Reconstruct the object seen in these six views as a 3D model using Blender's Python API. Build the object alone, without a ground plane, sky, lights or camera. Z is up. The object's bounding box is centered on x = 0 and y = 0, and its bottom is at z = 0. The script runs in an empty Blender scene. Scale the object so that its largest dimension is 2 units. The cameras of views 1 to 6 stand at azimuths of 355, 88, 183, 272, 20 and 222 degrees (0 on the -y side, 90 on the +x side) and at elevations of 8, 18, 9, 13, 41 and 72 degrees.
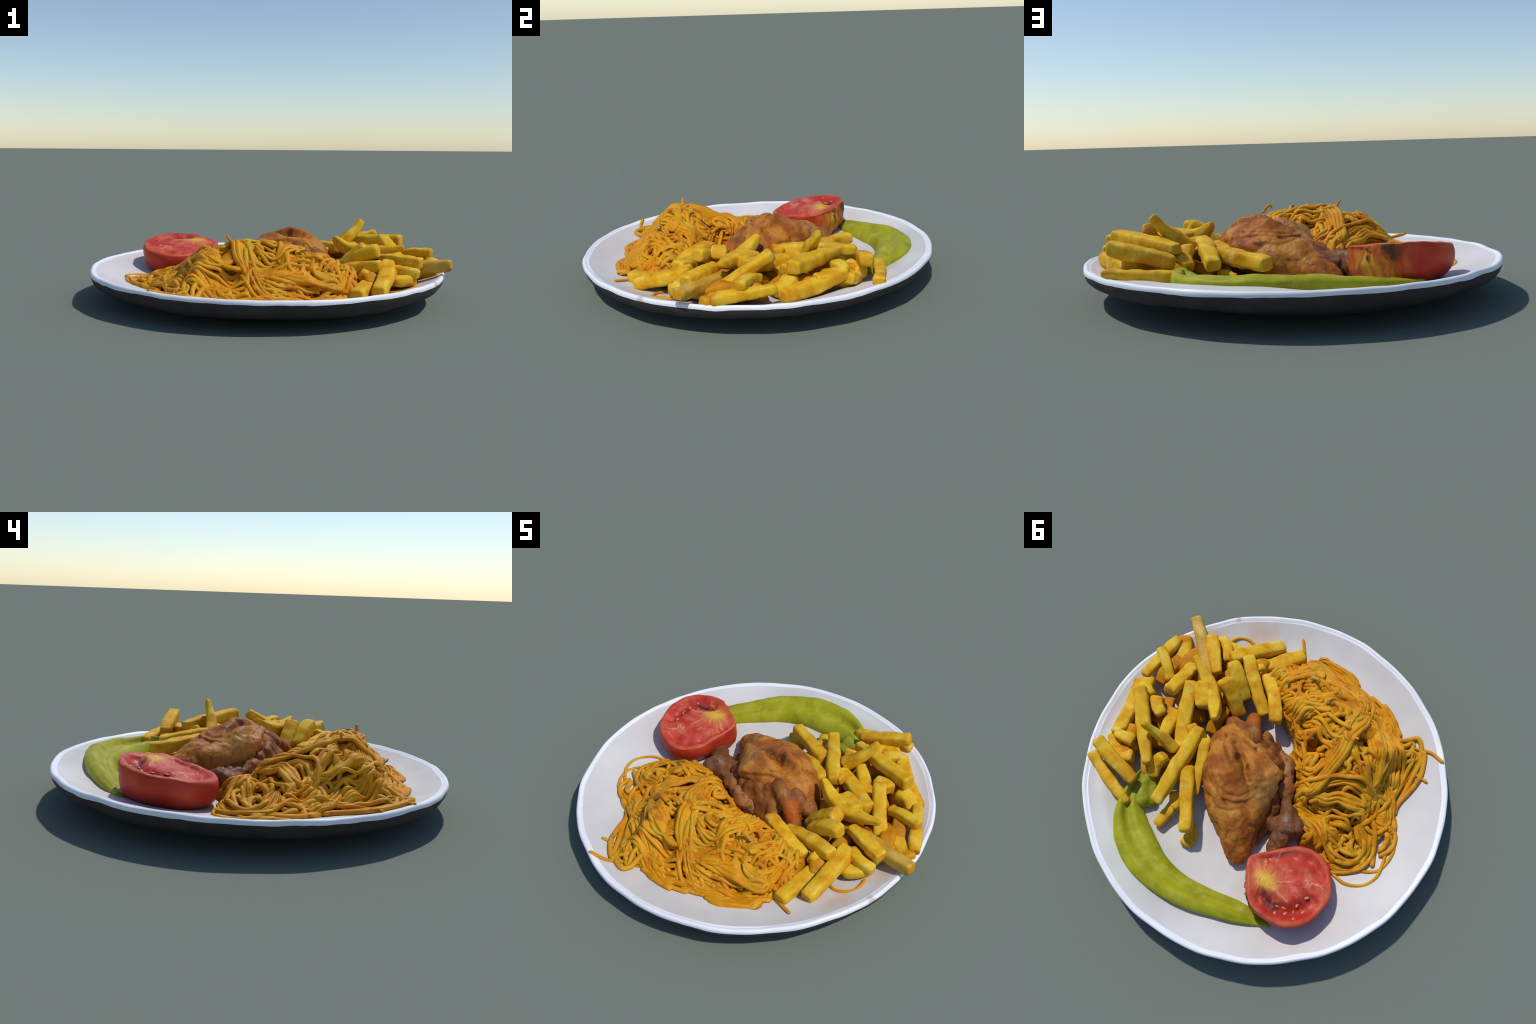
import bpy, bmesh, math, random
import numpy as np
from mathutils import Vector, noise as mnoise

# =====================================================================
#  A plate of food: plate, spaghetti nest, chips, roast chicken, tomato
#  half and a long green pepper.  Metres, z up.
# =====================================================================
RNG = np.random.default_rng(7)
COL = bpy.context.scene.collection


# ------------------------------------------------------------ helpers
def mesh_obj(name, verts, faces, mat=None, parent=None, smooth=True):
    me = bpy.data.meshes.new(name)
    me.from_pydata([tuple(map(float, v)) for v in verts], [], faces)
    me.update()
    if smooth:
        me.polygons.foreach_set("use_smooth", [True] * len(me.polygons))
    ob = bpy.data.objects.new(name, me)
    COL.objects.link(ob)
    if mat is not None:
        me.materials.append(mat)
    if parent is not None:
        ob.parent = parent
    return ob


def empty(name, loc=(0, 0, 0), **props):
    ob = bpy.data.objects.new(name, None)
    ob.empty_display_size = 0.05
    COL.objects.link(ob)
    for k, v in props.items():
        ob[k] = v
    return ob


def catmull(pts, n):
    """Smooth curve through control points, n samples."""
    P = np.array(pts, float)
    if len(P) == 2:
        t = np.linspace(0, 1, n)[:, None]
        return P[0] * (1 - t) + P[1] * t
    Q = np.vstack([2 * P[0] - P[1], P, 2 * P[-1] - P[-2]])
    seg = np.linalg.norm(np.diff(P, axis=0), axis=1)
    s = np.concatenate([[0], np.cumsum(seg)])
    out = []
    for u in np.linspace(0, s[-1], n):
        i = min(np.searchsorted(s, u, side="right") - 1, len(P) - 2)
        t = (u - s[i]) / max(seg[i], 1e-9)
        a, b, c, d = Q[i], Q[i + 1], Q[i + 2], Q[i + 3]
        out.append(0.5 * (2 * b + (c - a) * t + (2 * a - 5 * b + 4 * c - d) * t * t
                          + (3 * b - a - 3 * c + d) * t ** 3))
    return np.array(out)


def fbm(P, scale, seed=0.0, octaves=3):
    """Fractal noise in about -1..1 at an array of points."""
    out = np.zeros(len(P))
    for i, p in enumerate(P):
        v = Vector((p[0] * scale + seed * 7.31, p[1] * scale - seed * 3.7, p[2] * scale + seed * 1.9))
        out[i] = mnoise.fractal(v, 1.0, 2.0, octaves)
    return out


def vertex_normals(V, F):
    N = np.zeros_like(V)
    for f in F:
        a, b, c = V[f[0]], V[f[1]], V[f[2]]
        n = np.cross(b - a, c - a)
        for i in f:
            N[i] += n
    return N / np.maximum(np.linalg.norm(N, axis=1), 1e-12)[:, None]


def loft(rings, cap0=True, cap1=True):
    """rings: list of (k,3) arrays -> verts, faces (closed tube)."""
    k = len(rings[0])
    V = np.vstack(rings)
    F = []
    for i in range(len(rings) - 1):
        a, b = i * k, (i + 1) * k
        for j in range(k):
            j2 = (j + 1) % k
            F.append((a + j, a + j2, b + j2, b + j))
    V = list(V)
    if cap0:
        V.append(np.mean(rings[0], axis=0)); c = len(V) - 1
        F += [(c, (j + 1) % k, j) for j in range(k)]
    if cap1:
        V.append(np.mean(rings[-1], axis=0)); c = len(V) - 1
        o = (len(rings) - 1) * k
        F += [(c, o + j, o + (j + 1) % k) for j in range(k)]
    return np.array(V), F


def frames(P, up=(0, 0, 1)):
    T = np.gradient(P, axis=0)
    T /= np.maximum(np.linalg.norm(T, axis=1), 1e-9)[:, None]
    up = np.array(up, float)
    S = np.cross(T, up)
    bad = np.linalg.norm(S, axis=1) < 0.05
    S[bad] = np.cross(T[bad], (1.0, 0.3, 0))
    S /= np.linalg.norm(S, axis=1)[:, None]
    U = np.cross(S, T)
    return T, S, U


# ---------------------------------------------------------- materials
class Nodes:
    """Small builder for procedural node materials."""

    def __init__(self, name, rough=0.5, **principled):
        self.mat = bpy.data.materials.new(name)
        self.mat.use_nodes = True
        self.t = self.mat.node_tree
        self.bsdf = self.t.nodes["Principled BSDF"]
        self.set("Roughness", rough)
        for k, v in principled.items():
            self.set(k.replace("_", " "), v)
        tc = self.t.nodes.new("ShaderNodeTexCoord")
        self.obj = tc.outputs["Object"]

    def set(self, name, v):
        if hasattr(v, "is_output"):
            self.t.links.new(v, self.bsdf.inputs[name])
        else:
            self.bsdf.inputs[name].default_value = v

    def _in(self, sock, v):
        if hasattr(v, "is_output"):
            self.t.links.new(v, sock)
        else:
            sock.default_value = v

    def scaled(self, sx, sy, sz, loc=(0, 0, 0), rot=(0, 0, 0)):
        n = self.t.nodes.new("ShaderNodeMapping")
        self.t.links.new(self.obj, n.inputs[0])
        n.inputs["Location"].default_value = loc
        n.inputs["Rotation"].default_value = rot
        n.inputs["Scale"].default_value = (sx, sy, sz)
        return n.outputs[0]

    def noise(self, scale, detail=3, rough=0.55, vec=None, dist=0.0):
        n = self.t.nodes.new("ShaderNodeTexNoise")
        self.t.links.new(vec or self.obj, n.inputs["Vector"])
        n.inputs["Scale"].default_value = scale
        n.inputs["Detail"].default_value = detail
        n.inputs["Roughness"].default_value = rough
        n.inputs["Distortion"].default_value = dist
        return n.outputs[0]

    def voronoi(self, scale, feature="F1", vec=None):
        n = self.t.nodes.new("ShaderNodeTexVoronoi")
        n.feature = feature
        self.t.links.new(vec or self.obj, n.inputs["Vector"])
        n.inputs["Scale"].default_value = scale
        return n.outputs["Distance"]

    def ramp(self, fac, stops, interp="LINEAR"):
        n = self.t.nodes.new("ShaderNodeValToRGB")
        n.color_ramp.interpolation = interp
        while len(n.color_ramp.elements) < len(stops):
            n.color_ramp.elements.new(0.5)
        for e, (p, c) in zip(n.color_ramp.elements, stops):
            e.position = p
            e.color = (*c, 1) if hasattr(c, "__len__") else (c, c, c, 1)
        self._in(n.inputs[0], fac)
        return n.outputs[0]

    def step(self, fac, lo, hi):
        n = self.t.nodes.new("ShaderNodeMapRange")
        n.interpolation_type = "SMOOTHSTEP"
        self._in(n.inputs["Value"], fac)
        n.inputs["From Min"].default_value = lo
        n.inputs["From Max"].default_value = hi
        return n.outputs["Result"]

    def math(self, op, a, b=0.0):
        n = self.t.nodes.new("ShaderNodeMath")
        n.operation = op
        self._in(n.inputs[0], a)
        self._in(n.inputs[1], b)
        return n.outputs[0]

    def mix(self, fac, a, b, blend="MIX"):
        n = self.t.nodes.new("ShaderNodeMix")
        n.data_type = "RGBA"
        n.blend_type = blend
        self._in(n.inputs[0], fac)
        for s, v in ((n.inputs[6], a), (n.inputs[7], b)):
            if hasattr(v, "is_output"):
                self.t.links.new(v, s)
            else:
                s.default_value = (*v, 1)
        return n.outputs[2]

    def ball(self, centre, radius, soft=0.6, wobble=0.0, stretch=(1, 1, 1)):
        """1 inside a soft ball around a point (object coordinates)."""
        v = self.obj
        if wobble:
            nz = self.t.nodes.new("ShaderNodeTexNoise")
            self.t.links.new(self.obj, nz.inputs["Vector"])
            nz.inputs["Scale"].default_value = 28
            sub = self.t.nodes.new("ShaderNodeVectorMath"); sub.operation = "SUBTRACT"
            self.t.links.new(nz.outputs["Color"], sub.inputs[0]); sub.inputs[1].default_value = (.5, .5, .5)
            sc = self.t.nodes.new("ShaderNodeVectorMath"); sc.operation = "SCALE"
            self.t.links.new(sub.outputs[0], sc.inputs[0]); sc.inputs["Scale"].default_value = wobble
            ad = self.t.nodes.new("ShaderNodeVectorMath"); ad.operation = "ADD"
            self.t.links.new(self.obj, ad.inputs[0]); self.t.links.new(sc.outputs[0], ad.inputs[1])
            v = ad.outputs[0]
        s = self.t.nodes.new("ShaderNodeVectorMath"); s.operation = "SUBTRACT"
        self.t.links.new(v, s.inputs[0]); s.inputs[1].default_value = centre
        m = self.t.nodes.new("ShaderNodeVectorMath"); m.operation = "MULTIPLY"
        self.t.links.new(s.outputs[0], m.inputs[0]); m.inputs[1].default_value = stretch
        l = self.t.nodes.new("ShaderNodeVectorMath"); l.operation = "LENGTH"
        self.t.links.new(m.outputs[0], l.inputs[0])
        return self.step(l.outputs["Value"], radius, radius * (1 - soft))

    def random(self):
        return self.t.nodes.new("ShaderNodeObjectInfo").outputs["Random"]

    def bump(self, height, strength=0.3, distance=0.01):
        n = self.t.nodes.new("ShaderNodeBump")
        n.inputs["Strength"].default_value = strength
        n.inputs["Distance"].default_value = distance
        self.t.links.new(height, n.inputs["Height"])
        self.t.links.new(n.outputs[0], self.bsdf.inputs["Normal"])

    def colour(self, c):
        self.set("Base Color", c if hasattr(c, "is_output") else (*c, 1))
        return self.mat


def mat_glaze():
    m = Nodes("white_glaze", 0.5, Specular_IOR_Level=0.18)
    base = m.ramp(m.noise(3.0, 3), [(0.3, (.59, .56, .54)), (0.7, (.67, .645, .625))])
    # colour tints on the glaze near the food
    green = m.math("MULTIPLY", m.ball((0.28, 0.80, .13), .42, .8, .15), m.noise(5, 2))
    c = m.mix(m.math("MULTIPLY", green, 0.55), base, (.50, .56, .40))
    pink = m.ball((-0.62, 0.36, .1), .36, .7, .12)
    c = m.mix(m.math("MULTIPLY", pink, 0.3), c, (.66, .48, .48))
    oil = m.math("MULTIPLY", m.ball((0.60, -0.40, .1), .50, .7, .2), m.step(m.noise(7, 3), .4, .65))  # orange bounce light from the chips, tinted into the glaze
    c = m.mix(m.math("MULTIPLY", oil, 0.45), c, (.62, .40, .20))
    drops = m.step(m.noise(34, 2), .70, .76)
    near = m.ball((0.42, -0.72, .12), .22, .7)
    c = m.mix(m.math("MULTIPLY", m.math("MULTIPLY", drops, near), .6), c, (.60, .36, .05))
    m.bump(m.noise(9, 2), 0.06, 0.01)
    return m.colour(c)


def mat_rim():
    m = Nodes("white_glaze_rim", 0.4, Specular_IOR_Level=0.3)
    base = m.ramp(m.noise(4.0, 3), [(0.3, (.76, .76, .80)), (0.7, (.86, .86, .90))])
    stain = m.ball((0.80, -0.585, .15), .035, .5, .03)
    c = m.mix(m.math("MULTIPLY", stain, .5), base, (.45, .2, .12))
    return m.colour(c)


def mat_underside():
    m = Nodes("dark_underside", 0.75)
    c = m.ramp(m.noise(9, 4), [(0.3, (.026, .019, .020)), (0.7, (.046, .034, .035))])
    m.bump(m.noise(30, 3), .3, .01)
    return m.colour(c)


def mat_chip(name, deep, brown=0.0):
    m = Nodes(name, 0.6, Specular_IOR_Level=0.12)
    a = m.noise(13, 4, .6)
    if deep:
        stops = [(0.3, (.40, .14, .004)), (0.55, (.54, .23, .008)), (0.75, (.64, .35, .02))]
    else:
        stops = [(0.28, (.54, .20, .004)), (0.44, (.66, .325, .009)), (0.58, (.72, .435, .028)), (0.72, (.76, .57, .115))]
    c = m.ramp(a, stops)
    r = m.random()
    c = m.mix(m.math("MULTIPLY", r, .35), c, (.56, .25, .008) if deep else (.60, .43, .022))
    fried = m.step(m.noise(7, 4), .53, .66)
    c = m.mix(m.math("MULTIPLY", fried, .7), c, (.52, .20, .010))
    if brown:
        c = m.mix(brown * 3, c, (.52, .24, .014))
    fleck = m.step(m.noise(60, 2), .70, .78)
    c = m.mix(m.math("MULTIPLY", fleck, .35), c, (.40, .17, .02))
    m.bump(m.noise(70, 3), .22, .006)
    return m.colour(c)


def mat_burnt_chip():
    m = Nodes("fried_potato_burnt_tip", 0.5, Specular_IOR_Level=0.3)
    c = m.ramp(m.noise(13, 4), [(0.3, (.48, .24, .018)), (0.5, (.56, .32, .03)), (0.7, (.62, .42, .08))])
    tip = m.ball((0.985, -0.415, 0.215), .075, .7, .06)
    c = m.mix(tip, c, (.10, .045, .03))
    m.bump(m.noise(70, 3), .22, .006)
    return m.colour(c)


def mat_pasta(name, deep):
    m = Nodes(name, 0.5, Specular_IOR_Level=0.15)
    a = m.noise(9, 3)
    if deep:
        stops = [(0.3, (.40, .115, .004)), (0.7, (.54, .19, .006))]  # darkened to paint the shadow inside the hollows
    else:
        stops = [(0.30, (.54, .175, .003)), (0.50, (.64, .255, .006)), (0.70, (.69, .345, .022))]
    c = m.ramp(a, stops)
    r = m.random()
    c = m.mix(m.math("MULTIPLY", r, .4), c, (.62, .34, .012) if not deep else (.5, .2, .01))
    olive = m.step(m.noise(5, 3, vec=m.scaled(1, 1, 1, (4, 4, 4))), .48, .66)
    c = m.mix(m.math("MULTIPLY", olive, .45), c, (.47, .27, .014))
    red = m.step(m.noise(13, 4), .56, .68)
    c = m.mix(m.math("MULTIPLY", red, .75), c, (.42, .115, .006))
    spot = m.step(m.noise(48, 2), .70, .76)
    c = m.mix(m.math("MULTIPLY", spot, .6), c, (.28, .06, .006))
    m.bump(m.noise(40, 2), .15, .005)
    return m.colour(c)


def mat_skin_chicken():
    m = Nodes("roast_chicken_skin", 0.5, Specular_IOR_Level=0.15)
    c = m.ramp(m.noise(7, 5, .6, dist=.5), [(0.30, (.17, .045, .008)), (0.43, (.33, .098, .013)),
                                  (0.55, (.44, .160, .021)), (0.67, (.52, .250, .045)), (0.80, (.57, .35, .10))])
    red = m.step(m.noise(5.5, 3, vec=m.scaled(1, 1, 1, (3, 1, 2))), .54, .66)
    c = m.mix(m.math("MULTIPLY", red, .5), c, (.34, .085, .018))
    yel = m.ball((-0.06, 0.07, .27), .17, .9, .12)
    c = m.mix(m.math("MULTIPLY", yel, .55), c, (.52, .28, .075))
    fold = m.step(m.noise(12, 3, dist=1.2, vec=m.scaled(1, 1, 1, (5, 2, 1))), .60, .68)
    c = m.mix(m.math("MULTIPLY", fold, .65), c, (.15, .042, .014))
    dark = m.step(m.noise(21, 3), .64, .72)
    c = m.mix(m.math("MULTIPLY", dark, .75), c, (.085, .028, .014))
    speck = m.step(m.noise(75, 2), .66, .74)
    c = m.mix(m.math("MULTIPLY", speck, .6), c, (.09, .035, .015))
    for cen, rad in (((0.135, 0.065, .363), .034), ((0.105, -0.033, .34), .018), ((0.0, 0.30, .2), .022), ((0.0, 0.36, .2), .02)):
        c = m.mix(m.math("MULTIPLY", m.ball(cen, rad, .6, .03), .8), c, (.06, .025, .018))
    m.bump(m.noise(55, 4), .35, .008)
    return m.colour(c)


def mat_meat():
    m = Nodes("roast_chicken_dark_meat", 0.5, Specular_IOR_Level=0.15)
    c = m.ramp(m.noise(10, 4, .6), [(0.3, (.13, .038, .009)), (0.5, (.26, .088, .020)), (0.7, (.40, .175, .048))])
    red = m.ball((0.27, -0.19, .22), .10, .8, .05)
    c = m.mix(m.math("MULTIPLY", red, .8), c, (.46, .10, .014))
    dark = m.step(m.noise(16, 3), .60, .70)
    c = m.mix(m.math("MULTIPLY", dark, .7), c, (.06, .022, .016))
    m.bump(m.noise(50, 4), .4, .008)
    return m.colour(c)


def mat_wing(dark_end=False):
    m = Nodes("roast_wing_end" if dark_end else "roast_wing_skin", 0.5, Specular_IOR_Level=0.15)
    c = m.ramp(m.noise(9, 4, .6), [(0.3, (.17, .052, .015)), (0.5, (.31, .112, .033)), (0.7, (.42, .195, .070))])
    if dark_end:
        c = m.mix(.55, c, (.085, .030, .012))
    grey = m.math("MULTIPLY", m.ball((-0.275, 0.10, .2), .075, .8, .08), m.step(m.noise(24, 3), .42, .6))
    c = m.mix(m.math("MULTIPLY", grey, .75), c, (.26, .21, .15))
    dark = m.step(m.noise(18, 3), .58, .68)
    c = m.mix(m.math("MULTIPLY", dark, .7), c, (.075, .03, .02))
    m.bump(m.noise(45, 4), .4, .008)
    return m.colour(c)


def mat_pepper():
    m = Nodes("green_pepper_skin", 0.5, Specular_IOR_Level=0.15)
    c = m.ramp(m.noise(6, 3), [(0.3, (.24, .235, .006)), (0.5, (.345, .335, .011)), (0.7, (.42, .40, .032))])
    fib = m.noise(26, 3, .6, vec=m.scaled(1, 1, .4), dist=.6)
    c = m.mix(m.math("MULTIPLY", m.step(fib, .50, .70), .28), c, (.46, .47, .10))
    deep = m.ball((0.43, 0.49, .18), .15, .8, .1)
    c = m.mix(m.math("MULTIPLY", deep, .55), c, (.25, .30, .03))
    m.bump(m.noise(38, 3), .3, .006)
    return m.colour(c)


def mat_tomato_skin():
    m = Nodes("tomato_skin", 0.45, Specular_IOR_Level=0.2)
    c = m.ramp(m.noise(7, 3), [(0.3, (.36, .022, .012)), (0.6, (.46, .045, .018)), (0.8, (.50, .085, .025))])
    stem = m.ball((-0.37, 0.505, .225), .20, .75, .10)
    streak = m.noise(16, 3, .6, vec=m.scaled(1, 1, .35), dist=1.0)
    c = m.mix(stem, c, m.ramp(streak, [(0.34, (.38, .05, .016)), (0.52, (.52, .16, .02)), (0.68, (.60, .36, .04))]))
    for cen, rad, st in (((-0.440, 0.565, .265), .055, (1.3, 1, .75)), ((-0.335, 0.50, .262), .030, (1, 1, 1.4)),
                         ((-0.345, 0.495, .225), .016, (1, 1, 1)), ((-0.40, 0.55, .29), .035, (1, 1, 1.3))):
        c = m.mix(m.math("MULTIPLY", m.ball(cen, rad * 1.1, .75, .06, st), .92), c, (.030, .020, .013))
    return m.colour(c)


def mat_tomato_flesh():
    m = Nodes("tomato_flesh", 0.45, Specular_IOR_Level=0.2)
    c = m.ramp(m.noise(9, 4), [(0.3, (.38, .022, .016)), (0.48, (.51, .052, .032)), (0.7, (.58, .14, .072))])
    pulp = m.ball((-0.640, 0.43, .26), .105, .5, .05, (1, 1, .3))
    c = m.mix(m.math("MULTIPLY", pulp, .7), c, (.40, .018, .012))
    rimb = m.math("SUBTRACT", 1.0, m.ball((-0.49, 0.345, .25), .235, .16, .03, (1, 1.03, .1)))
    c = m.mix(m.math("MULTIPLY", rimb, m.ramp(m.noise(12, 3), [(.35, .15), (.65, .9)])), c, (.58, .13, .040))
    core = m.ball((-0.40, 0.42, .266), .125, .9, .05, (1, 1, .4))
    c = m.mix(m.math("MULTIPLY", core, .65), c, (.60, .22, .05))
    core2 = m.ball((-0.410, 0.416, .266), .078, .9, .05, (.8, 1.45, .4))
    c = m.mix(m.math("MULTIPLY", core2, .8), c, (.72, .50, .03))
    # pale fibres that fan out from the core
    mp = m.t.nodes.new("ShaderNodeMapping"); mp.vector_type = "POINT"
    m.t.links.new(m.obj, mp.inputs[0]); mp.inputs["Location"].default_value = (0.395, -0.423, 0)
    gr = m.t.nodes.new("ShaderNodeTexGradient"); gr.gradient_type = "RADIAL"
    m.t.links.new(mp.outputs[0], gr.inputs[0])
    wav = m.math("ADD", m.math("MULTIPLY", gr.outputs[1], 24.0), m.math("MULTIPLY", m.noise(14, 3), 3.2))
    line = m.step(m.math("PINGPONG", wav, 1.0), .20, .05)
    band = m.ball((-0.50, 0.34, .25), .21, .3, .04, (1, 1, .3))
    v = m.math("MULTIPLY", m.math("MULTIPLY", line, band), m.step(m.noise(9, 2), .42, .56))
    c = m.mix(m.math("MULTIPLY", v, .75), c, (.68, .30, .13))
    sept = m.ball((-0.53, 0.335, .25), .19, .8, .03, (.75, 1.6, .3))
    sept = m.math("MULTIPLY", sept, m.step(m.noise(16, 3, vec=m.scaled(.8, 1.4, .5, rot=(0, 0, -.55))), .45, .62))
    c = m.mix(m.math("MULTIPLY", sept, .55), c, (.62, .17, .085))
    char = m.math("MULTIPLY", m.ball((-0.505, 0.478, .27), .080, .8, .05, (.75, 1.5, .5)), m.step(m.noise(20, 3), .36, .52))
    c = m.mix(m.math("MULTIPLY", char, .9), c, (.05, .016, .016))
    m.bump(m.noise(34, 4), .5, .008)
    return m.colour(c)


def mat_plain(name, c1, c2, rough=.45, scale=30):
    m = Nodes(name, rough)
    return m.colour(m.ramp(m.noise(scale, 2), [(0.35, c1), (0.65, c2)]))


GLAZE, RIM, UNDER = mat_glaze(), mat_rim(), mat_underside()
CHIP, CHIP_DEEP, CHIP_BURNT = mat_chip("fried_potato", False), mat_chip("fried_potato_gap_tinted", True), mat_burnt_chip()
CHIP_END = mat_chip("fried_potato_end", False, .16)
PASTA, PASTA_DEEP = mat_pasta("sauced_pasta", False), mat_pasta("pasta_shadow_darkened", True)
SKIN, MEAT, WING = mat_skin_chicken(), mat_meat(), mat_wing()
WING_DARK = mat_wing(True)
PEPPER, TSKIN, TFLESH = mat_pepper(), mat_tomato_skin(), mat_tomato_flesh()
SEED = mat_plain("tomato_seed", (.48, .15, .035), (.57, .25, .07), .4)
HERB = mat_plain("dried_herb", (.07, .065, .012), (.16, .14, .02), .6)
ONION = mat_plain("onion_bit", (.30, .14, .08), (.42, .30, .08), .5)


# ============================================================== PLATE
def rim_radius(th):
    return .9935 - .0022 * np.cos(th) + .0010 * np.cos(4 * th) + .0016 * np.sin(9 * th + 1) + .0018 * np.sin(17 * th) + .0008 * np.sin(31 * th + 2)


def raised(x, y):
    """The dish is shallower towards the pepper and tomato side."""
    x = np.asarray(x, float); y = np.asarray(y, float)
    r = np.hypot(x, y)
    t = np.clip((-.55 * x + .83 * y + .30) / .80, 0, 1)
    t = t * t * (3 - 2 * t)
    pep = np.exp(-((r - .86) / .07) ** 2) * np.clip((x * .60 + y * .80 - .50) / .25, 0, 1)
    side = np.clip((x + .45) / .60, .30, 1)
    ring = np.clip((r - .62) / .16, 0, 1)
    return (.030 * t * side * ring * ring * (3 - 2 * ring) + .018 * pep) * np.clip((.982 - r) / .10, 0, 1)


def floor_z(x, y):
    r = np.hypot(x, y)
    return np.interp(r, [0, .6, .75, .85, .92, .97, .99],
                     [.080, .085, .100, .122, .149, .171, .1765]) + .010 * np.asarray(y) + raised(x, y)


def build_plate():
    plate = empty("dinner_plate", label="round white glazed dinner plate with dark underside", category="plate")
    n = 192
    th = np.linspace(0, 2 * math.pi, n, endpoint=False)

    def ring(rf, z, wob=0.0, seed=0.0):
        R = rim_radius(th) * rf
        P = np.stack([R * np.cos(th), R * np.sin(th), z + .010 * R * np.sin(th)], 1)
        if wob:
            P[:, 2] += wob * fbm(P, 6.0, seed, 2)
        return P

    def shell(name, rings, mat, cap=None):
        V = np.vstack(rings); F = []
        for i in range(len(rings) - 1):
            for j in range(n):
                j2 = (j + 1) % n
                F.append((i * n + j, (i + 1) * n + j, (i + 1) * n + j2, i * n + j2))
        V = list(V)
        if cap is not None:
            V.append(np.mean(rings[cap], axis=0)); c = len(V) - 1
            o = 0 if cap == 0 else (len(rings) - 1) * n
            for j in range(n):
                j2 = (j + 1) % n
                F.append((c, o + j, o + j2) if cap == 0 else (c, o + j2, o + j))
        return mesh_obj(name, V, F, mat, plate)

    # inside of the dish, from the centre out to the foot of the lip
    inner = []
    for rf in list(np.linspace(.03, .9, 30)) + [.92, .94, .955, .968]:
        R = ring(rf, 0.0, .0045 * min(1, (1 - rf) * 8))
        R[:, 2] += floor_z(R[:, 0], R[:, 1]) - .010 * R[:, 1]
        inner.append(R)
    shell("dish", inner, GLAZE, 0)
    # thick rounded lip
    lip = [inner[-1]]
    for rf, z in ((.975, .1685), (.983, .1745), (.990, .1775), (.996, .1765), (1.0015, .171), (1.0035, .163),
                  (1.0030, .155)):
        R = ring(rf, z, .0042, 3.0)
        if rf == 1.0030:
            R[:, 2] += .0035 * fbm(R, 11, 8.0, 2)
        lip.append(R)
    shell("rim", lip, RIM)
    # dark, slightly lumpy underside, carried up to draw the shade below the lip
    low = [lip[-1]]
    for rf, z in ((1.0010, .146), (.997, .135), (.992, .122), (.983, .109), (.966, .094), (.94, .081), (.90, .066), (.85, .052), (.78, .038), (.70, .025), (.60, .014),
                  (.48, .006), (.36, .002), (.2, .0012), (.05, .001)):
        R = ring(rf, z, 0)
        w = fbm(R, 5.0, 5.0, 3) * min(1.0, z / .04) * (.007 if rf < .97 else .003)
        R[:, 2] = np.maximum(R[:, 2] - .010 * R[:, 1] * (1 - min(1, z / .06)) + w, 0.0)
        # the +x side of the underside sits higher
        R[:, 2] += .022 * np.clip((.92 * R[:, 0] + .39 * R[:, 1]) / .8, 0, 1) ** 1.5 * np.interp(rf, [.9, .99], [1, 0])
        if rf < .5:
            R[:, 2] *= .5
        low.append(R)
    low[-1][:, 2] = 0.0
    low[-2][:, 2] = 0.0
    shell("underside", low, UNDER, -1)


# ========================================================== SPAGHETTI
SPAG_OUT = np.array([(0.439, -0.43), (0.42, -0.55), (.37, -.66), (0.285, -0.735), (0.15, -0.765), (-0.04, -0.775),
                     (-0.2, -0.765), (-0.36, -0.72), (-0.47, -0.735), (-0.525, -0.69), (-0.575, -0.58), (-0.59, -0.44),
                     (-0.682, -0.307), (-0.756, -0.232), (-0.745, -0.124), (-0.70, 0.011), (-0.64, 0.09), (-0.575, 0.125),
                     (-0.486, 0.09), (-0.387, 0.145), (-0.292, 0.074), (-0.196, -0.007), (-0.114, -0.12), (-0.01, -0.22),
                     (0.055, -0.265), (0.142, -0.295), (0.252, -0.33)])
SPAG_TOP = np.array([(-.255, -.437, .376), (-.06, -.5, .390), (.15, -.555, .382), (.002, -.485, .386), (.08, -.50, .380),
                     (-.163, -.169, .245), (-.386, -.322, .292), (-.243, -.112, .275), (-.152, -.60, .335), (-.47, -.45, .310),
                     (-.5, -.2, .215), (-.32, -.02, .150), (-.36, .08, .195), (-.47, .03, .190), (-.55, .05, .195), (-.60, -.05, .180), (-.65, .04, .17),
                     (.30, -.50, .235), (.3, -.60, .275), (.24, -.66, .28), (.1, -.38, .275), (.03, -.31, .24), (-.42, -.55, .295), (-.3, -.25, .285),
                     (.22, -.40, .205), (-.24, -.01, .195)])
SPAG_EDGE = SPAG_OUT[2:16]                                        # free edge, slopes down to the plate
SPAG_BACK = np.vstack([SPAG_OUT[16:], SPAG_OUT[:3]])              # steep edge against tomato, chicken and chips


def poly_dist(x, y, poly):
    x = np.asarray(x, float); y = np.asarray(y, float)
    d = np.full(x.shape, 9.0); ins = np.zeros(x.shape, bool)
    for i in range(len(poly)):
        ax, ay = poly[i]; bx, by = poly[(i + 1) % len(poly)]
        ex, ey = bx - ax, by - ay
        t = np.clip(((x - ax) * ex + (y - ay) * ey) / (ex * ex + ey * ey), 0, 1)
        d = np.minimum(d, np.hypot(x - ax - t * ex, y - ay - t * ey))
        ins ^= ((ay > y) != (by > y)) & (x < (bx - ax) * (y - ay) / (by - ay + 1e-12) + ax)
    return np.where(ins, d, -d)


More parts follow.
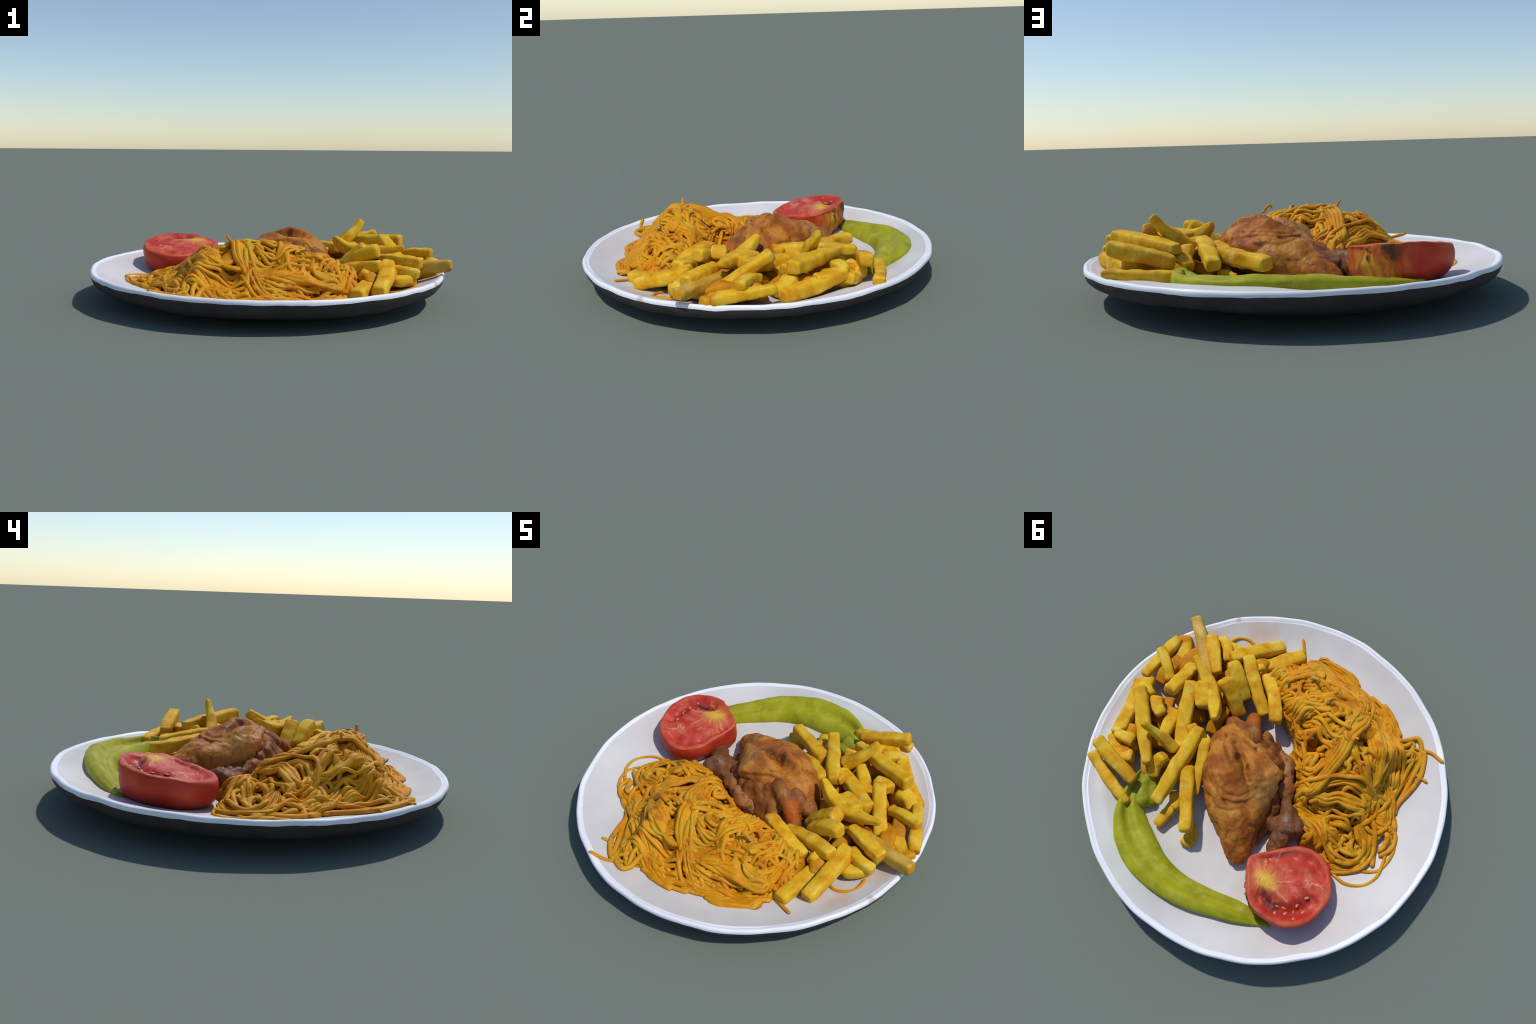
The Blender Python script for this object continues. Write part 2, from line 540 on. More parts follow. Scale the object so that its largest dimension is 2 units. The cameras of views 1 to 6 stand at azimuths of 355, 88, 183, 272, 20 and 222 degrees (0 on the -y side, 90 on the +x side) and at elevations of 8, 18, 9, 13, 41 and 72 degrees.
def line_dist(x, y, line):
    d = np.full(np.shape(x), 9.0)
    for (ax, ay), (bx, by) in zip(line[:-1], line[1:]):
        ex, ey = bx - ax, by - ay
        t = np.clip(((x - ax) * ex + (y - ay) * ey) / (ex * ex + ey * ey), 0, 1)
        d = np.minimum(d, np.hypot(x - ax - t * ex, y - ay - t * ey))
    return d


def mound(x, y):
    """Height of the top of the spaghetti heap."""
    x = np.asarray(x, float); y = np.asarray(y, float)
    w = 0; s = 0
    for px, py, pz in SPAG_TOP:
        k = np.exp(-((x - px) ** 2 + (y - py) ** 2) / (2 * .11 ** 2)) + 1e-9
        w = w + k; s = s + k * pz
    f = floor_z(x, y)
    ins = poly_dist(x, y, SPAG_OUT) > 0
    t = np.clip(line_dist(x, y, SPAG_EDGE) / (.26 - .07 * np.clip((-x - .25) / .2, 0, 1) * np.clip((-y - .25) / .15, 0, 1) - .10 * np.clip((x - .08) / .15, 0, 1)), 0, 1)
    u = np.clip(line_dist(x, y, SPAG_BACK) / .09, 0, 1)
    g = (t * 1.05 - .05 * t * t) * np.sqrt(1 - (1 - u) ** 2)
    return f + (s / w - f) * np.where(ins, np.minimum(g, 1), 0)


# hollows between the strands (x, y, radius, depth)
POCKETS = [(-.315, -.030, .046, .08), (-.425, -.075, .040, .08), (-.555, -.135, .040, .07), (-.347, -.173, .050, .09), (-.069, -.600, .034, .07), (-.275, -.462, .040, .08), (-.087, -.298, .040, .07), (-.340, -.061, .040, .06),
           (-.532, -.130, .045, .05), (.029, -.360, .042, .07), (.316, -.530, .030, .05), (.161, -.482, .030, .05), (-.466, -.514, .036, .07),
           (-.423, -.240, .040, .07), (-.448, -.160, .036, .06), (-.561, -.253, .034, .05), (-.022, -.569, .034, .07), (-.501, -.561, .040, .06),
           (-.245, -.621, .040, .06), (-.535, -.027, .036, .05), (.132, -.697, .036, .05), (.317, -.610, .030, .06), (.190, -.630, .034, .05),
           (-.513, -.395, .040, .06), (-.20, -.30, .034, .05), (.08, -.53, .028, .05)]


def pockets(x, y):
    x = np.asarray(x, float); y = np.asarray(y, float)
    h = 0
    for px, py, r, dep in POCKETS:
        h = h + 1.15 * dep * np.exp(-(((x - px) ** 2 + (y - py) ** 2) / (1.2 * r) ** 2) ** 1.5)
    return h


GUIDES = []


def guide(n, pts):
    GUIDES.append((n, np.array(pts, float)))


def lay_guides():
    # bundles over the top of the heap
    guide(5, [(0.28, -0.61), (0.261, -0.68), (0.157, -0.657), (0.036, -0.626), (-0.085, -0.623), (-0.148, -0.633)])
    guide(4, [(0.197, -0.587), (0.12, -0.59), (0.005, -0.593), (-0.083, -0.599), (-0.148, -0.621)])
    guide(5, [(0.261, -0.412), (0.228, -0.478), (0.185, -0.533), (0.13, -0.57)])
    guide(6, [(0.191, -0.341), (0.148, -0.396), (0.1, -0.444), (0.042, -0.491), (-0.007, -0.539), (-0.075, -0.536), (-0.107, -0.496)])
    guide(4, [(0.155, -0.315), (0.118, -0.389), (0.082, -0.45)])
    guide(5, [(-0.158, -0.631), (-0.18, -0.544), (-0.184, -0.424), (-0.204, -0.337), (-0.215, -0.235), (-0.227, -0.124), (-0.194, -0.068)])
    guide(3, [(-0.246, -0.448), (-0.331, -0.41), (-0.418, -0.36), (-0.495, -0.314)])
    guide(5, [(-0.215, -0.526), (-0.294, -0.545), (-0.362, -0.494), (-0.41, -0.418), (-0.433, -0.374)])
    guide(5, [(-0.187, -0.604), (-0.284, -0.588), (-0.375, -0.563), (-0.41, -0.537), (-0.441, -0.472), (-0.473, -0.388), (-0.5, -0.324)])
    guide(5, [(-0.152, -0.644), (-0.235, -0.643), (-0.329, -0.621), (-0.43, -0.588), (-0.475, -0.561), (-0.517, -0.499), (-0.554, -0.44)])
    guide(2, [(-0.289, -0.638), (-0.376, -0.623), (-0.414, -0.666), (-0.452, -0.735), (-0.504, -0.674), (-0.47, -0.599)])
    guide(4, [(-0.49, -0.696), (-0.523, -0.68), (-0.563, -0.600), (-0.582, -0.507), (-0.594, -0.399), (-0.605, -0.323)])
    # rings and loops of the lower left part
    guide(3, [(-0.154, -0.063), (-0.24, -0.13), (-0.3, -0.214), (-0.347, -0.271), (-0.429, -0.309), (-0.485, -0.309), (-0.517, -0.29)])
    guide(3, [(-0.217, 0.013), (-0.299, 0.017), (-0.343, -0.009), (-0.38, -0.024), (-0.434, 0.017), (-0.454, 0.047), (-0.448, 0.082)])
    guide(4, [(-0.276, -0.054), (-0.37, -0.077), (-0.456, -0.111), (-0.515, -0.147), (-0.54, -0.209), (-0.531, -0.272), (-0.504, -0.305)])
    guide(3, [(-0.283, -0.095), (-0.332, -0.112), (-0.379, -0.166), (-0.441, -0.198), (-0.513, -0.246)])
    guide(3, [(-0.492, -0.316), (-0.534, -0.403), (-0.534, -0.456)])
    guide(3, [(-0.566, -0.392), (-0.614, -0.336), (-0.664, -0.297), (-0.7, -0.25)])
    guide(3, [(-0.556, -0.275), (-0.619, -0.287), (-0.672, -0.267)])
    guide(3, [(0.1, -0.299), (0.085, -0.356), (0.057, -0.409)])
    guide(3, [(-0.006, -0.24), (-0.037, -0.199), (-0.124, -0.146)])
    guide(3, [(-0.11, -0.14), (-0.181, -0.154), (-0.194, -0.218), (-0.188, -0.282)])
    guide(2, [(-0.016, -0.421), (-0.11, -0.42), (-0.186, -0.427)])
    guide(3, [(-0.264, 0.036), (-0.38, 0.015), (-0.49, 0.055), (-0.586, 0.083)])
    guide(3, [(-0.344, 0.013), (-0.503, -0.003), (-0.609, -0.036), (-0.654, -0.099)])
    guide(4, [(-0.583, 0.104), (-0.654, 0.051), (-0.685, -0.014), (-0.671, -0.1), (-0.621, -0.133), (-0.543, -0.141)])
    guide(2, [(-0.727, -0.119), (-0.738, -0.197), (-0.701, -0.252), (-0.633, -0.23)])
    guide(2, [(-0.232, 0.021), (-0.336, 0.005), (-0.423, 0.023), (-0.441, 0.10)])
    guide(2, [(-0.505, -0.054), (-0.555, 0.016), (-0.642, -0.003), (-0.67, -0.065)])
    # front flank, strands sweeping round the foot of the heap
    guide(4, [(-0.436, -0.589), (-0.332, -0.679), (-0.261, -0.725), (-0.157, -0.747), (-0.077, -0.748)])
    guide(3, [(-0.352, -0.677), (-0.29, -0.718), (-0.232, -0.74), (-0.158, -0.744)])
    guide(3, [(-0.121, -0.745), (-0.033, -0.756), (0.082, -0.746), (0.14, -0.723)])
    guide(4, [(0.001, -0.755), (0.065, -0.759), (0.147, -0.755), (0.24, -0.732), (0.283, -0.709)])
    guide(4, [(-0.105, -0.686), (-0.014, -0.704), (0.104, -0.713), (0.202, -0.717), (0.32, -0.684)])
    guide(2, [(0.138, -0.584), (0.143, -0.671), (0.182, -0.702), (0.261, -0.697), (0.286, -0.677)])
    guide(3, [(-0.161, -0.598), (-0.12, -0.692), (-0.074, -0.731), (-0.02, -0.742), (0.046, -0.738)])
    guide(7, [(0.185, -0.661), (0.255, -0.581), (0.323, -0.489)])
    guide(3, [(0.154, -0.62), (0.216, -0.659), (0.289, -0.637), (0.331, -0.566)])
    guide(2, [(0.292, -0.696), (0.298, -0.665), (0.324, -0.613), (0.346, -0.583), (0.362, -0.593), (0.36, -0.625)])
    guide(3, [(-0.504, -0.298), (-0.471, -0.409), (-0.389, -0.557), (-0.286, -0.673), (-0.212, -0.729)])
    guide(4, [(-0.465, -0.312), (-0.383, -0.461), (-0.252, -0.58), (-0.173, -0.606)])
    guide(4, [(-0.564, -0.426), (-0.425, -0.604), (-0.317, -0.691), (-0.27, -0.723)])
    guide(2, [(-0.271, -0.064), (-0.242, -0.325), (-0.193, -0.511), (-0.146, -0.661), (-0.11, -0.715)])
    guide(3, [(-0.275, -0.056), (-0.341, -0.15), (-0.437, -0.196), (-0.51, -0.248)])
    guide(2, [(-0.728, -0.028), (-0.637, -0.162), (-0.539, -0.229), (-0.491, -0.246)])
    guide(3, [(-0.673, -0.278), (-0.559, -0.39), (-0.497, -0.428)])
    guide(3, [(-0.245, -0.125), (-0.197, -0.089), (-0.184, -0.029), (-0.13, -0.088)])
    guide(3, [(-0.112, -0.66), (-0.014, -0.65), (0.097, -0.609)])
    guide(3, [(-0.198, -0.418), (-0.124, -0.385), (-0.03, -0.399), (0.042, -0.363)])
    guide(3, [(-0.131, -0.549), (-0.061, -0.575), (0.005, -0.528), (0.012, -0.46)])
    guide(5, [(0.046, -0.46), (0.093, -0.403), (0.10, -0.32)])


def tube(P, r, flat=1.0, sides=8, twist=0.0):
    T, S, U = frames(P)
    n = len(P)
    a = np.linspace(0, 2 * math.pi, sides, endpoint=False)
    rings = []
    for i in range(n):
        k = i / (n - 1)
        e = min(1.0, (min(k, 1 - k) * n) / 1.6 + .45)
        ca, sa = np.cos(a + twist), np.sin(a + twist)
        rings.append(P[i] + e * r * (np.outer(ca, S[i]) + np.outer(sa * flat, U[i])))
    return loft(rings)


def build_spaghetti():
    heap = empty("spaghetti_heap", label="heaped nest of spaghetti in orange sauce", category="pasta")
    lay_guides()
    # --- body of the heap: tangled mass below the loose strands
    xs = np.arange(-.80, .50, .0085); ys = np.arange(-.82, .20, .0085)
    X, Y = np.meshgrid(xs, ys, indexing="ij")
    D = poly_dist(X, Y, SPAG_OUT)
    # flow of the strands, from the guides
    GP, GT = [], []
    for n, p in GUIDES:
        c = catmull(np.c_[p, np.zeros(len(p))], 26)[:, :2]
        t = np.gradient(c, axis=0); t /= np.linalg.norm(t, axis=1)[:, None] + 1e-9
        GP.append(c); GT.append(t)
    GP, GT = np.vstack(GP), np.vstack(GT)

    def flow(q, ref=None):
        w = np.exp(-((GP - q) ** 2).sum(1) / (2 * .035 ** 2)) + 1e-12
        c2 = (w * (GT[:, 0] ** 2 - GT[:, 1] ** 2)).sum(); s2 = (w * 2 * GT[:, 0] * GT[:, 1]).sum()
        a = .5 * math.atan2(s2, c2)
        v = np.array([math.cos(a), math.sin(a)])
        if ref is not None and v @ ref < 0:
            v = -v
        return v

    H = mound(X, Y)
    flat = np.stack([X.ravel(), Y.ravel(), np.zeros(X.size)], 1)
    lump = fbm(flat, 9.0, 2.0, 3).reshape(X.shape)
    inside = D > -.004
    body = H - .040 * np.clip(D / .06, .25, 1) + .022 * lump * np.clip(D / .08, 0.2, 1) - .7 * pockets(X, Y)
    idx = -np.ones(X.shape, int); V = []
    for i in range(X.shape[0]):
        for j in range(X.shape[1]):
            if inside[i, j]:
                idx[i, j] = len(V)
                V.append((X[i, j], Y[i, j], max(body[i, j], floor_z(X[i, j], Y[i, j]) - .006)))
    F = []
    for i in range(X.shape[0] - 1):
        for j in range(X.shape[1] - 1):
            q = (idx[i, j], idx[i + 1, j], idx[i + 1, j + 1], idx[i, j + 1])
            if min(q) >= 0:
                F.append(q)
    ob = mesh_obj("pasta_core", V, F, PASTA_DEEP, heap)
    ob["kind"] = "stuff"

    # --- strands
    made = [0]

    def strand(xy, lift, r, name="strand", abs_z=None, mat=None):
        n = max(8, int(np.linalg.norm(np.diff(xy, axis=0), axis=1).sum() / .011))
        c = catmull(np.c_[xy, np.zeros(len(xy))], n)
        if abs_z is None:
            k = np.linspace(0, 1, n)
            wob = .009 * np.sin(k * RNG.uniform(5, 16) + RNG.uniform(0, 6))
            z = mound(c[:, 0], c[:, 1]) - .60 * pockets(c[:, 0], c[:, 1]) + lift * np.sin(math.pi * np.clip(k * .96 + .02, 0, 1)) ** .5 + wob - .006
            z = np.maximum(z, floor_z(c[:, 0], c[:, 1]) + r * .8)
            for _ in range(2):
                z[1:-1] = .25 * z[:-2] + .5 * z[1:-1] + .25 * z[2:]
        else:
            z = catmull(np.c_[abs_z, np.zeros((len(abs_z), 2))], n)[:, 0]
        c[:, 2] = z
        V, F = tube(c, r, RNG.uniform(.65, 1.05), 9, RNG.uniform(0, 3))
        made[0] += 1
        return mesh_obj(name, V, F, mat or PASTA, heap)

    # --- tangle underneath: too many to name, joined into one piece
    TV, TF, base = [], [], 0
    for _ in range(420):
        q = np.array([RNG.uniform(-.75, .44), RNG.uniform(-.77, .13)])
        if poly_dist(q[:1], q[1:], SPAG_OUT)[0] < .012:
            continue
        path = [q]; v = flow(q); rot = RNG.normal(0, .6); bend = RNG.normal(0, .10); length = RNG.uniform(.10, .30)
        for s_ in range(int(length / .02)):
            v = flow(path[-1], v); rot += bend
            vv = np.array([v[0] * math.cos(rot) - v[1] * math.sin(rot), v[0] * math.sin(rot) + v[1] * math.cos(rot)])
            nq = path[-1] + vv * .02
            if poly_dist(nq[:1], nq[1:], SPAG_OUT)[0] < .008:
                break
            path.append(nq)
        if len(path) < 4:
            continue
        xy = np.array(path); n = 2 * len(xy)
        c = catmull(np.c_[xy, np.zeros(len(xy))], n)
        k = np.linspace(0, 1, n)
        c[:, 2] = np.maximum(mound(c[:, 0], c[:, 1]) - pockets(c[:, 0], c[:, 1]) - RNG.uniform(.010, .034) + .010 * np.sin(k * RNG.uniform(4, 10) + RNG.uniform(0, 6)),
                             floor_z(c[:, 0], c[:, 1]) + .008)
        V_, F_ = tube(c, RNG.uniform(.011, .014), RNG.uniform(.7, 1), 7, RNG.uniform(0, 1))
        TV.append(V_); TF += [tuple(i + base for i in f) for f in F_]; base += len(V_)
    ob = mesh_obj("strand_tangle", np.vstack(TV), TF, PASTA, heap)
    ob["kind"] = "stuff"

    def band(xy, width, lift, roll):
        """Several strands stuck side by side: one ridged, slightly curled ribbon."""
        n = max(10, int(np.linalg.norm(np.diff(xy, axis=0), axis=1).sum() / .009))
        c = catmull(np.c_[xy, np.zeros(len(xy))], n)
        k = np.linspace(0, 1, n)
        z = mound(c[:, 0], c[:, 1]) + lift * np.sin(math.pi * np.clip(k, 0, 1)) ** .5 - .004 + .006 * np.sin(k * RNG.uniform(4, 9) + RNG.uniform(0, 6))
        for _ in range(3):
            z[1:-1] = .25 * z[:-2] + .5 * z[1:-1] + .25 * z[2:]
        c[:, 2] = np.maximum(z, floor_z(c[:, 0], c[:, 1]) + .008)
        T, S, U = frames(c)
        m = 6 * max(2, round(width / .021)) + 1
        x = np.linspace(-1, 1, m)
        ridges = .0075 * np.abs(np.sin(math.pi * (x + 1) / 2 * round(width / .021)))
        ph = RNG.uniform(0, 6)
        rings = []
        for i in range(n):
            e = min(1.0, .35 + min(k[i], 1 - k[i]) * 5) * (1 + .12 * math.sin(k[i] * 9 + ph))
            rg = .0080 * np.abs(np.sin(math.pi * (x + 1) / 2 * round(width / .021) + .7 * math.sin(k[i] * 6 + ph) * (1 - x * x)))
            up = rg * (1 + .5 * math.sin(k[i] * 11 + 2 * ph)) - .22 * width * x * x * (.6 + .4 * math.sin(k[i] * 5 + ph))
            a = roll * (1 + .5 * math.sin(k[i] * 4 + ph)); ca, sa = math.cos(a), math.sin(a)
            px = np.concatenate([x * width * .5 * e, x[::-1] * width * .5 * e * .96])
            py = np.concatenate([up, up[::-1] - .0125])
            rings.append(c[i] + np.outer(px * ca - py * sa, S[i]) + np.outer(px * sa + py * ca, U[i]))
        V, F = loft(rings)
        V = V + np.c_[np.zeros((len(V), 2)), .004 * fbm(V, 25, ph, 2)]
        made[0] += 1
        return mesh_obj("strand_bundle", V, F, PASTA, heap)

    for gi, (n, p) in enumerate(GUIDES):
        if n >= 3 and gi % 5 in (0, 2):
            tilt = RNG.uniform(-.6, .6)
            band(p + RNG.normal(0, .004, p.shape), n * RNG.uniform(.019, .025), RNG.uniform(0, .016), tilt)
            n = 2
        d = np.gradient(p, axis=0); d /= np.linalg.norm(d, axis=1)[:, None] + 1e-9
        nrm = np.stack([-d[:, 1], d[:, 0]], 1)
        for k in range(n):
            off = (k - (n - 1) / 2) * (.0215 if n != 2 else RNG.uniform(.03, .08))
            fan = 1 + RNG.uniform(-.35, .35)
            spread = off * np.linspace(1, fan, len(p))[:, None]
            q = p + nrm * spread + RNG.normal(0, .006, p.shape)
            strand(q, RNG.uniform(-.012, .018) + (.008 if k == n // 2 else 0), RNG.uniform(.0112, .0158))
    # loose filling strands that follow the flow
    tries = 0
    while made[0] < 240 and tries < 2000:
        tries += 1
        q = np.array([RNG.uniform(-.75, .44), RNG.uniform(-.77, .13)])
        if poly_dist(q[:1], q[1:], SPAG_OUT)[0] < .012 or pockets(*q) > .03:
            continue
        path = [q]; v = flow(q); rot = RNG.normal(0, .85); length = RNG.uniform(.12, .38)
        for s in range(int(length / .02)):
            v = flow(path[-1], v)
            a = rot; vv = np.array([v[0] * math.cos(a) - v[1] * math.sin(a), v[0] * math.sin(a) + v[1] * math.cos(a)])
            nq = path[-1] + vv * .02
            if poly_dist(nq[:1], nq[1:], SPAG_OUT)[0] < .006 or pockets(*nq) > .04:
                break
            path.append(nq)
        if len(path) >= 5:
            strand(np.array(path)[::2], RNG.uniform(-.014, .010), RNG.uniform(.0108, .0150))

    # loose loops that lie across the flow
    while made[0] < 290:
        q = np.array([RNG.uniform(-.70, .36), RNG.uniform(-.70, .05)])
        if line_dist(q[:1], q[1:], np.vstack([SPAG_OUT, SPAG_OUT[:1]]))[0] < .06 or poly_dist(q[:1], q[1:], SPAG_OUT)[0] < 0:
            continue
        r0 = RNG.uniform(.035, .085); a0 = RNG.uniform(0, 6.3); sweep = RNG.uniform(2.0, 4.6) * RNG.choice([-1, 1]); ex = RNG.uniform(.6, 1.5)
        a = a0 + np.linspace(0, sweep, 9)
        pts = q + np.stack([r0 * ex * np.cos(a), r0 * np.sin(a) / ex], 1) * np.linspace(.8, 1.2, 9)[:, None] + RNG.normal(0, .004, (9, 2))
        if poly_dist(pts[:, 0], pts[:, 1], SPAG_OUT).min() < .01:
            continue
        strand(pts, RNG.uniform(.004, .022), RNG.uniform(.0105, .0145))

    # strays on the plate, by hand
    def stray(xy, r=.009, dz=.0, ends=None):
        xy = np.array(xy, float)
        z = floor_z(xy[:, 0], xy[:, 1]) + r * .7 + dz
        if ends is not None:
            z = np.array(ends)
        strand(xy, 0, r, abs_z=z)

    stray([(-0.618, 0.125), (-0.706, 0.118), (-0.777, 0.066), (-0.802, -0.01), (-0.782, -0.088), (-0.745, -0.168)])
    stray([(-0.70, 0.02), (-0.76, -0.02), (-0.792, -0.08), (-0.773, -0.195), (-0.72, -0.235)])
    stray([(0.735, -0.442), (0.73, -0.481), (0.703, -0.523), (0.657, -0.546), (0.60, -0.538), (.56, -.50)])
    stray([(0.445, -0.768), (0.40, -0.73), (0.34, -0.68)])
    stray([(-0.44, -0.69), (-0.484, -0.715), (-0.56, -0.745), (-0.650, -0.738)], .010)
    stray([(-0.555, -0.59), (-0.60, -0.603), (-0.657, -0.602)])
    stray([(-0.17, -0.70), (-0.185, -0.731), (-0.222, -0.772)], .011)
    stray([(0.0, -0.72), (-0.017, -0.746), (-0.041, -0.780)], .011)
    stray([(-0.12, -0.70), (-0.149, -0.724), (-0.212, -0.776)], .010)
    # a strand end that sticks up from the crest
    stray([(-.22, -.44), (-.245, -.44), (-.258, -.436)], .007, 0, [.345, .375, .402])

    # herbs and onion bits lying on top
    for (x, y, s, up) in ((-.163, -.169, .011, .012), (-.386, -.322, .010, .012), (.002, -.485, .013, .018), (.14, -.40, .014, .016),
                          (-.06, -.30, .010, .012), (.26, -.45, .013, .016), (-.33, -.42, .009, .016), (.20, -.36, .012, .014)):
        leaf_flake(x, y, float(mound(x, y)) + up, s, heap, HERB, "herb_flake")
    leaf_flake(.172, -.549, float(mound(.172, -.549)) + .022, .018, heap, ONION, "onion_piece", .5)
    stray([(.12, -.545), (.15, -.548), (.172, -.549)], .009, 0, [.355, .375, float(mound(.172, -.549)) + .016])
    leaf_flake(.10, -.60, float(mound(.10, -.60)) + .012, .016, heap, HERB, "herb_flake")


def leaf_flake(x, y, z, s, parent, mat, name, thick=.18):
    a = np.linspace(0, 2 * math.pi, 10, endpoint=False)
    ang = RNG.uniform(0, 3); tilt = RNG.uniform(-.4, .4)
    rings = []
    for h, k in ((-1, .8), (0, 1), (1, .75)):
        px, py = s * k * np.cos(a), s * .6 * k * np.sin(a)
        pz = h * s * thick * .5 + tilt * px + .25 * px * px / s
        rings.append(np.stack([x + px * math.cos(ang) - py * math.sin(ang), y + px * math.sin(ang) + py * math.cos(ang), z + pz], 1))
    V, F = loft(rings)
    return mesh_obj(name, V, F, mat, parent)


# ============================================================== CHIPS
def chip(pts, w, h, parent, roll=0.0, taper=None, belly=0.0, mat=None, square=4.0, seed=0):
    """A fried potato stick: squared section swept along its top line."""
    P = np.array(pts, float)
    rs = np.random.default_rng(100 + seed)
    if taper is None:
        taper = tuple(rs.uniform(.66, 1.02, 2)); belly = rs.uniform(.03, .16)
    if len(P) == 2:                                   # natural sag and bow
        d = P[1] - P[0]; sd = np.array([-d[1], d[0], 0]); sd /= np.linalg.norm(sd) + 1e-9
        P = np.array([P[0], (P[0] + P[1]) / 2 + sd * rs.normal(0, .016) + [0, 0, rs.uniform(-.012, .010)], P[1]])
    tz = np.linspace(0, 1, len(P))
    P[:, 2] += .008
    P[:, 2] -= h * .48 * (taper[0] * (1 - tz) + taper[1] * tz + belly * np.sin(math.pi * tz))
    n = 30
    L = np.linalg.norm(np.diff(P, axis=0), axis=1).sum()
    C = catmull(P, n)
    # cluster samples near the ends so that the cut faces stay crisp
    u = np.linspace(0, 1, n)
    u = .5 - .5 * np.cos(math.pi * u)
    src = np.linspace(0, 1, n)
    C = np.stack([np.interp(u, src, C[:, k]) for k in range(3)], 1)
    T, S, U = frames(C)
    k = 20
    a = np.linspace(0, 2 * math.pi, k, endpoint=False) + math.pi / k
    ca, sa = np.cos(a), np.sin(a)
    e = 2.0 / square
    qx = np.sign(ca) * np.abs(ca) ** e
    qy = np.sign(sa) * np.abs(sa) ** e
    skew = rs.uniform(-.25, .25, 4)
    rings = []
    for i in range(n):
        t = u[i]
        s = taper[0] * (1 - t) + taper[1] * t + belly * math.sin(math.pi * t)
        edge = min(t, 1 - t) * L
        rnd = .017
        s *= 1.0 if edge > rnd else (.55 + .45 * math.sqrt(max(0, 1 - (1 - edge / rnd) ** 2)))
        rr = roll + .25 * (t - .5) * skew[0] * 2
        cr, sr = math.cos(rr), math.sin(rr)
        x = qx * w * .5 * s * (1 + .18 * skew[1] * qy)
        y = qy * h * .5 * s * (1 + .18 * skew[2] * qx)
        off = np.outer(x * cr - y * sr, S[i]) + np.outer(x * sr + y * cr, U[i])
        rings.append(C[i] + off + T[i] * (skew[3] * .25 * x)[:, None] * (1 if t in (0, 1) else abs(2 * t - 1) ** 6))
    V, F = loft(rings)
    N = vertex_normals(V, F)
    V = V + N * (.0075 * fbm(V, 10, seed, 2) + .0026 * fbm(V, 45, seed + 3, 2))[:, None]
    ob = mesh_obj("chip", V, F, mat or CHIP, parent)
    ob.data.materials.append(CHIP_DEEP if mat is CHIP_DEEP else CHIP_END)      # browner cut ends
    rim = 2 * k
    ends = [1 if (min(f) < k * rs.integers(1, 3) or max(f) >= len(V) - 2 - k * rs.integers(1, 3)) else 0 for f in F]
    ob.data.polygons.foreach_set("material_index", ends)
    return ob


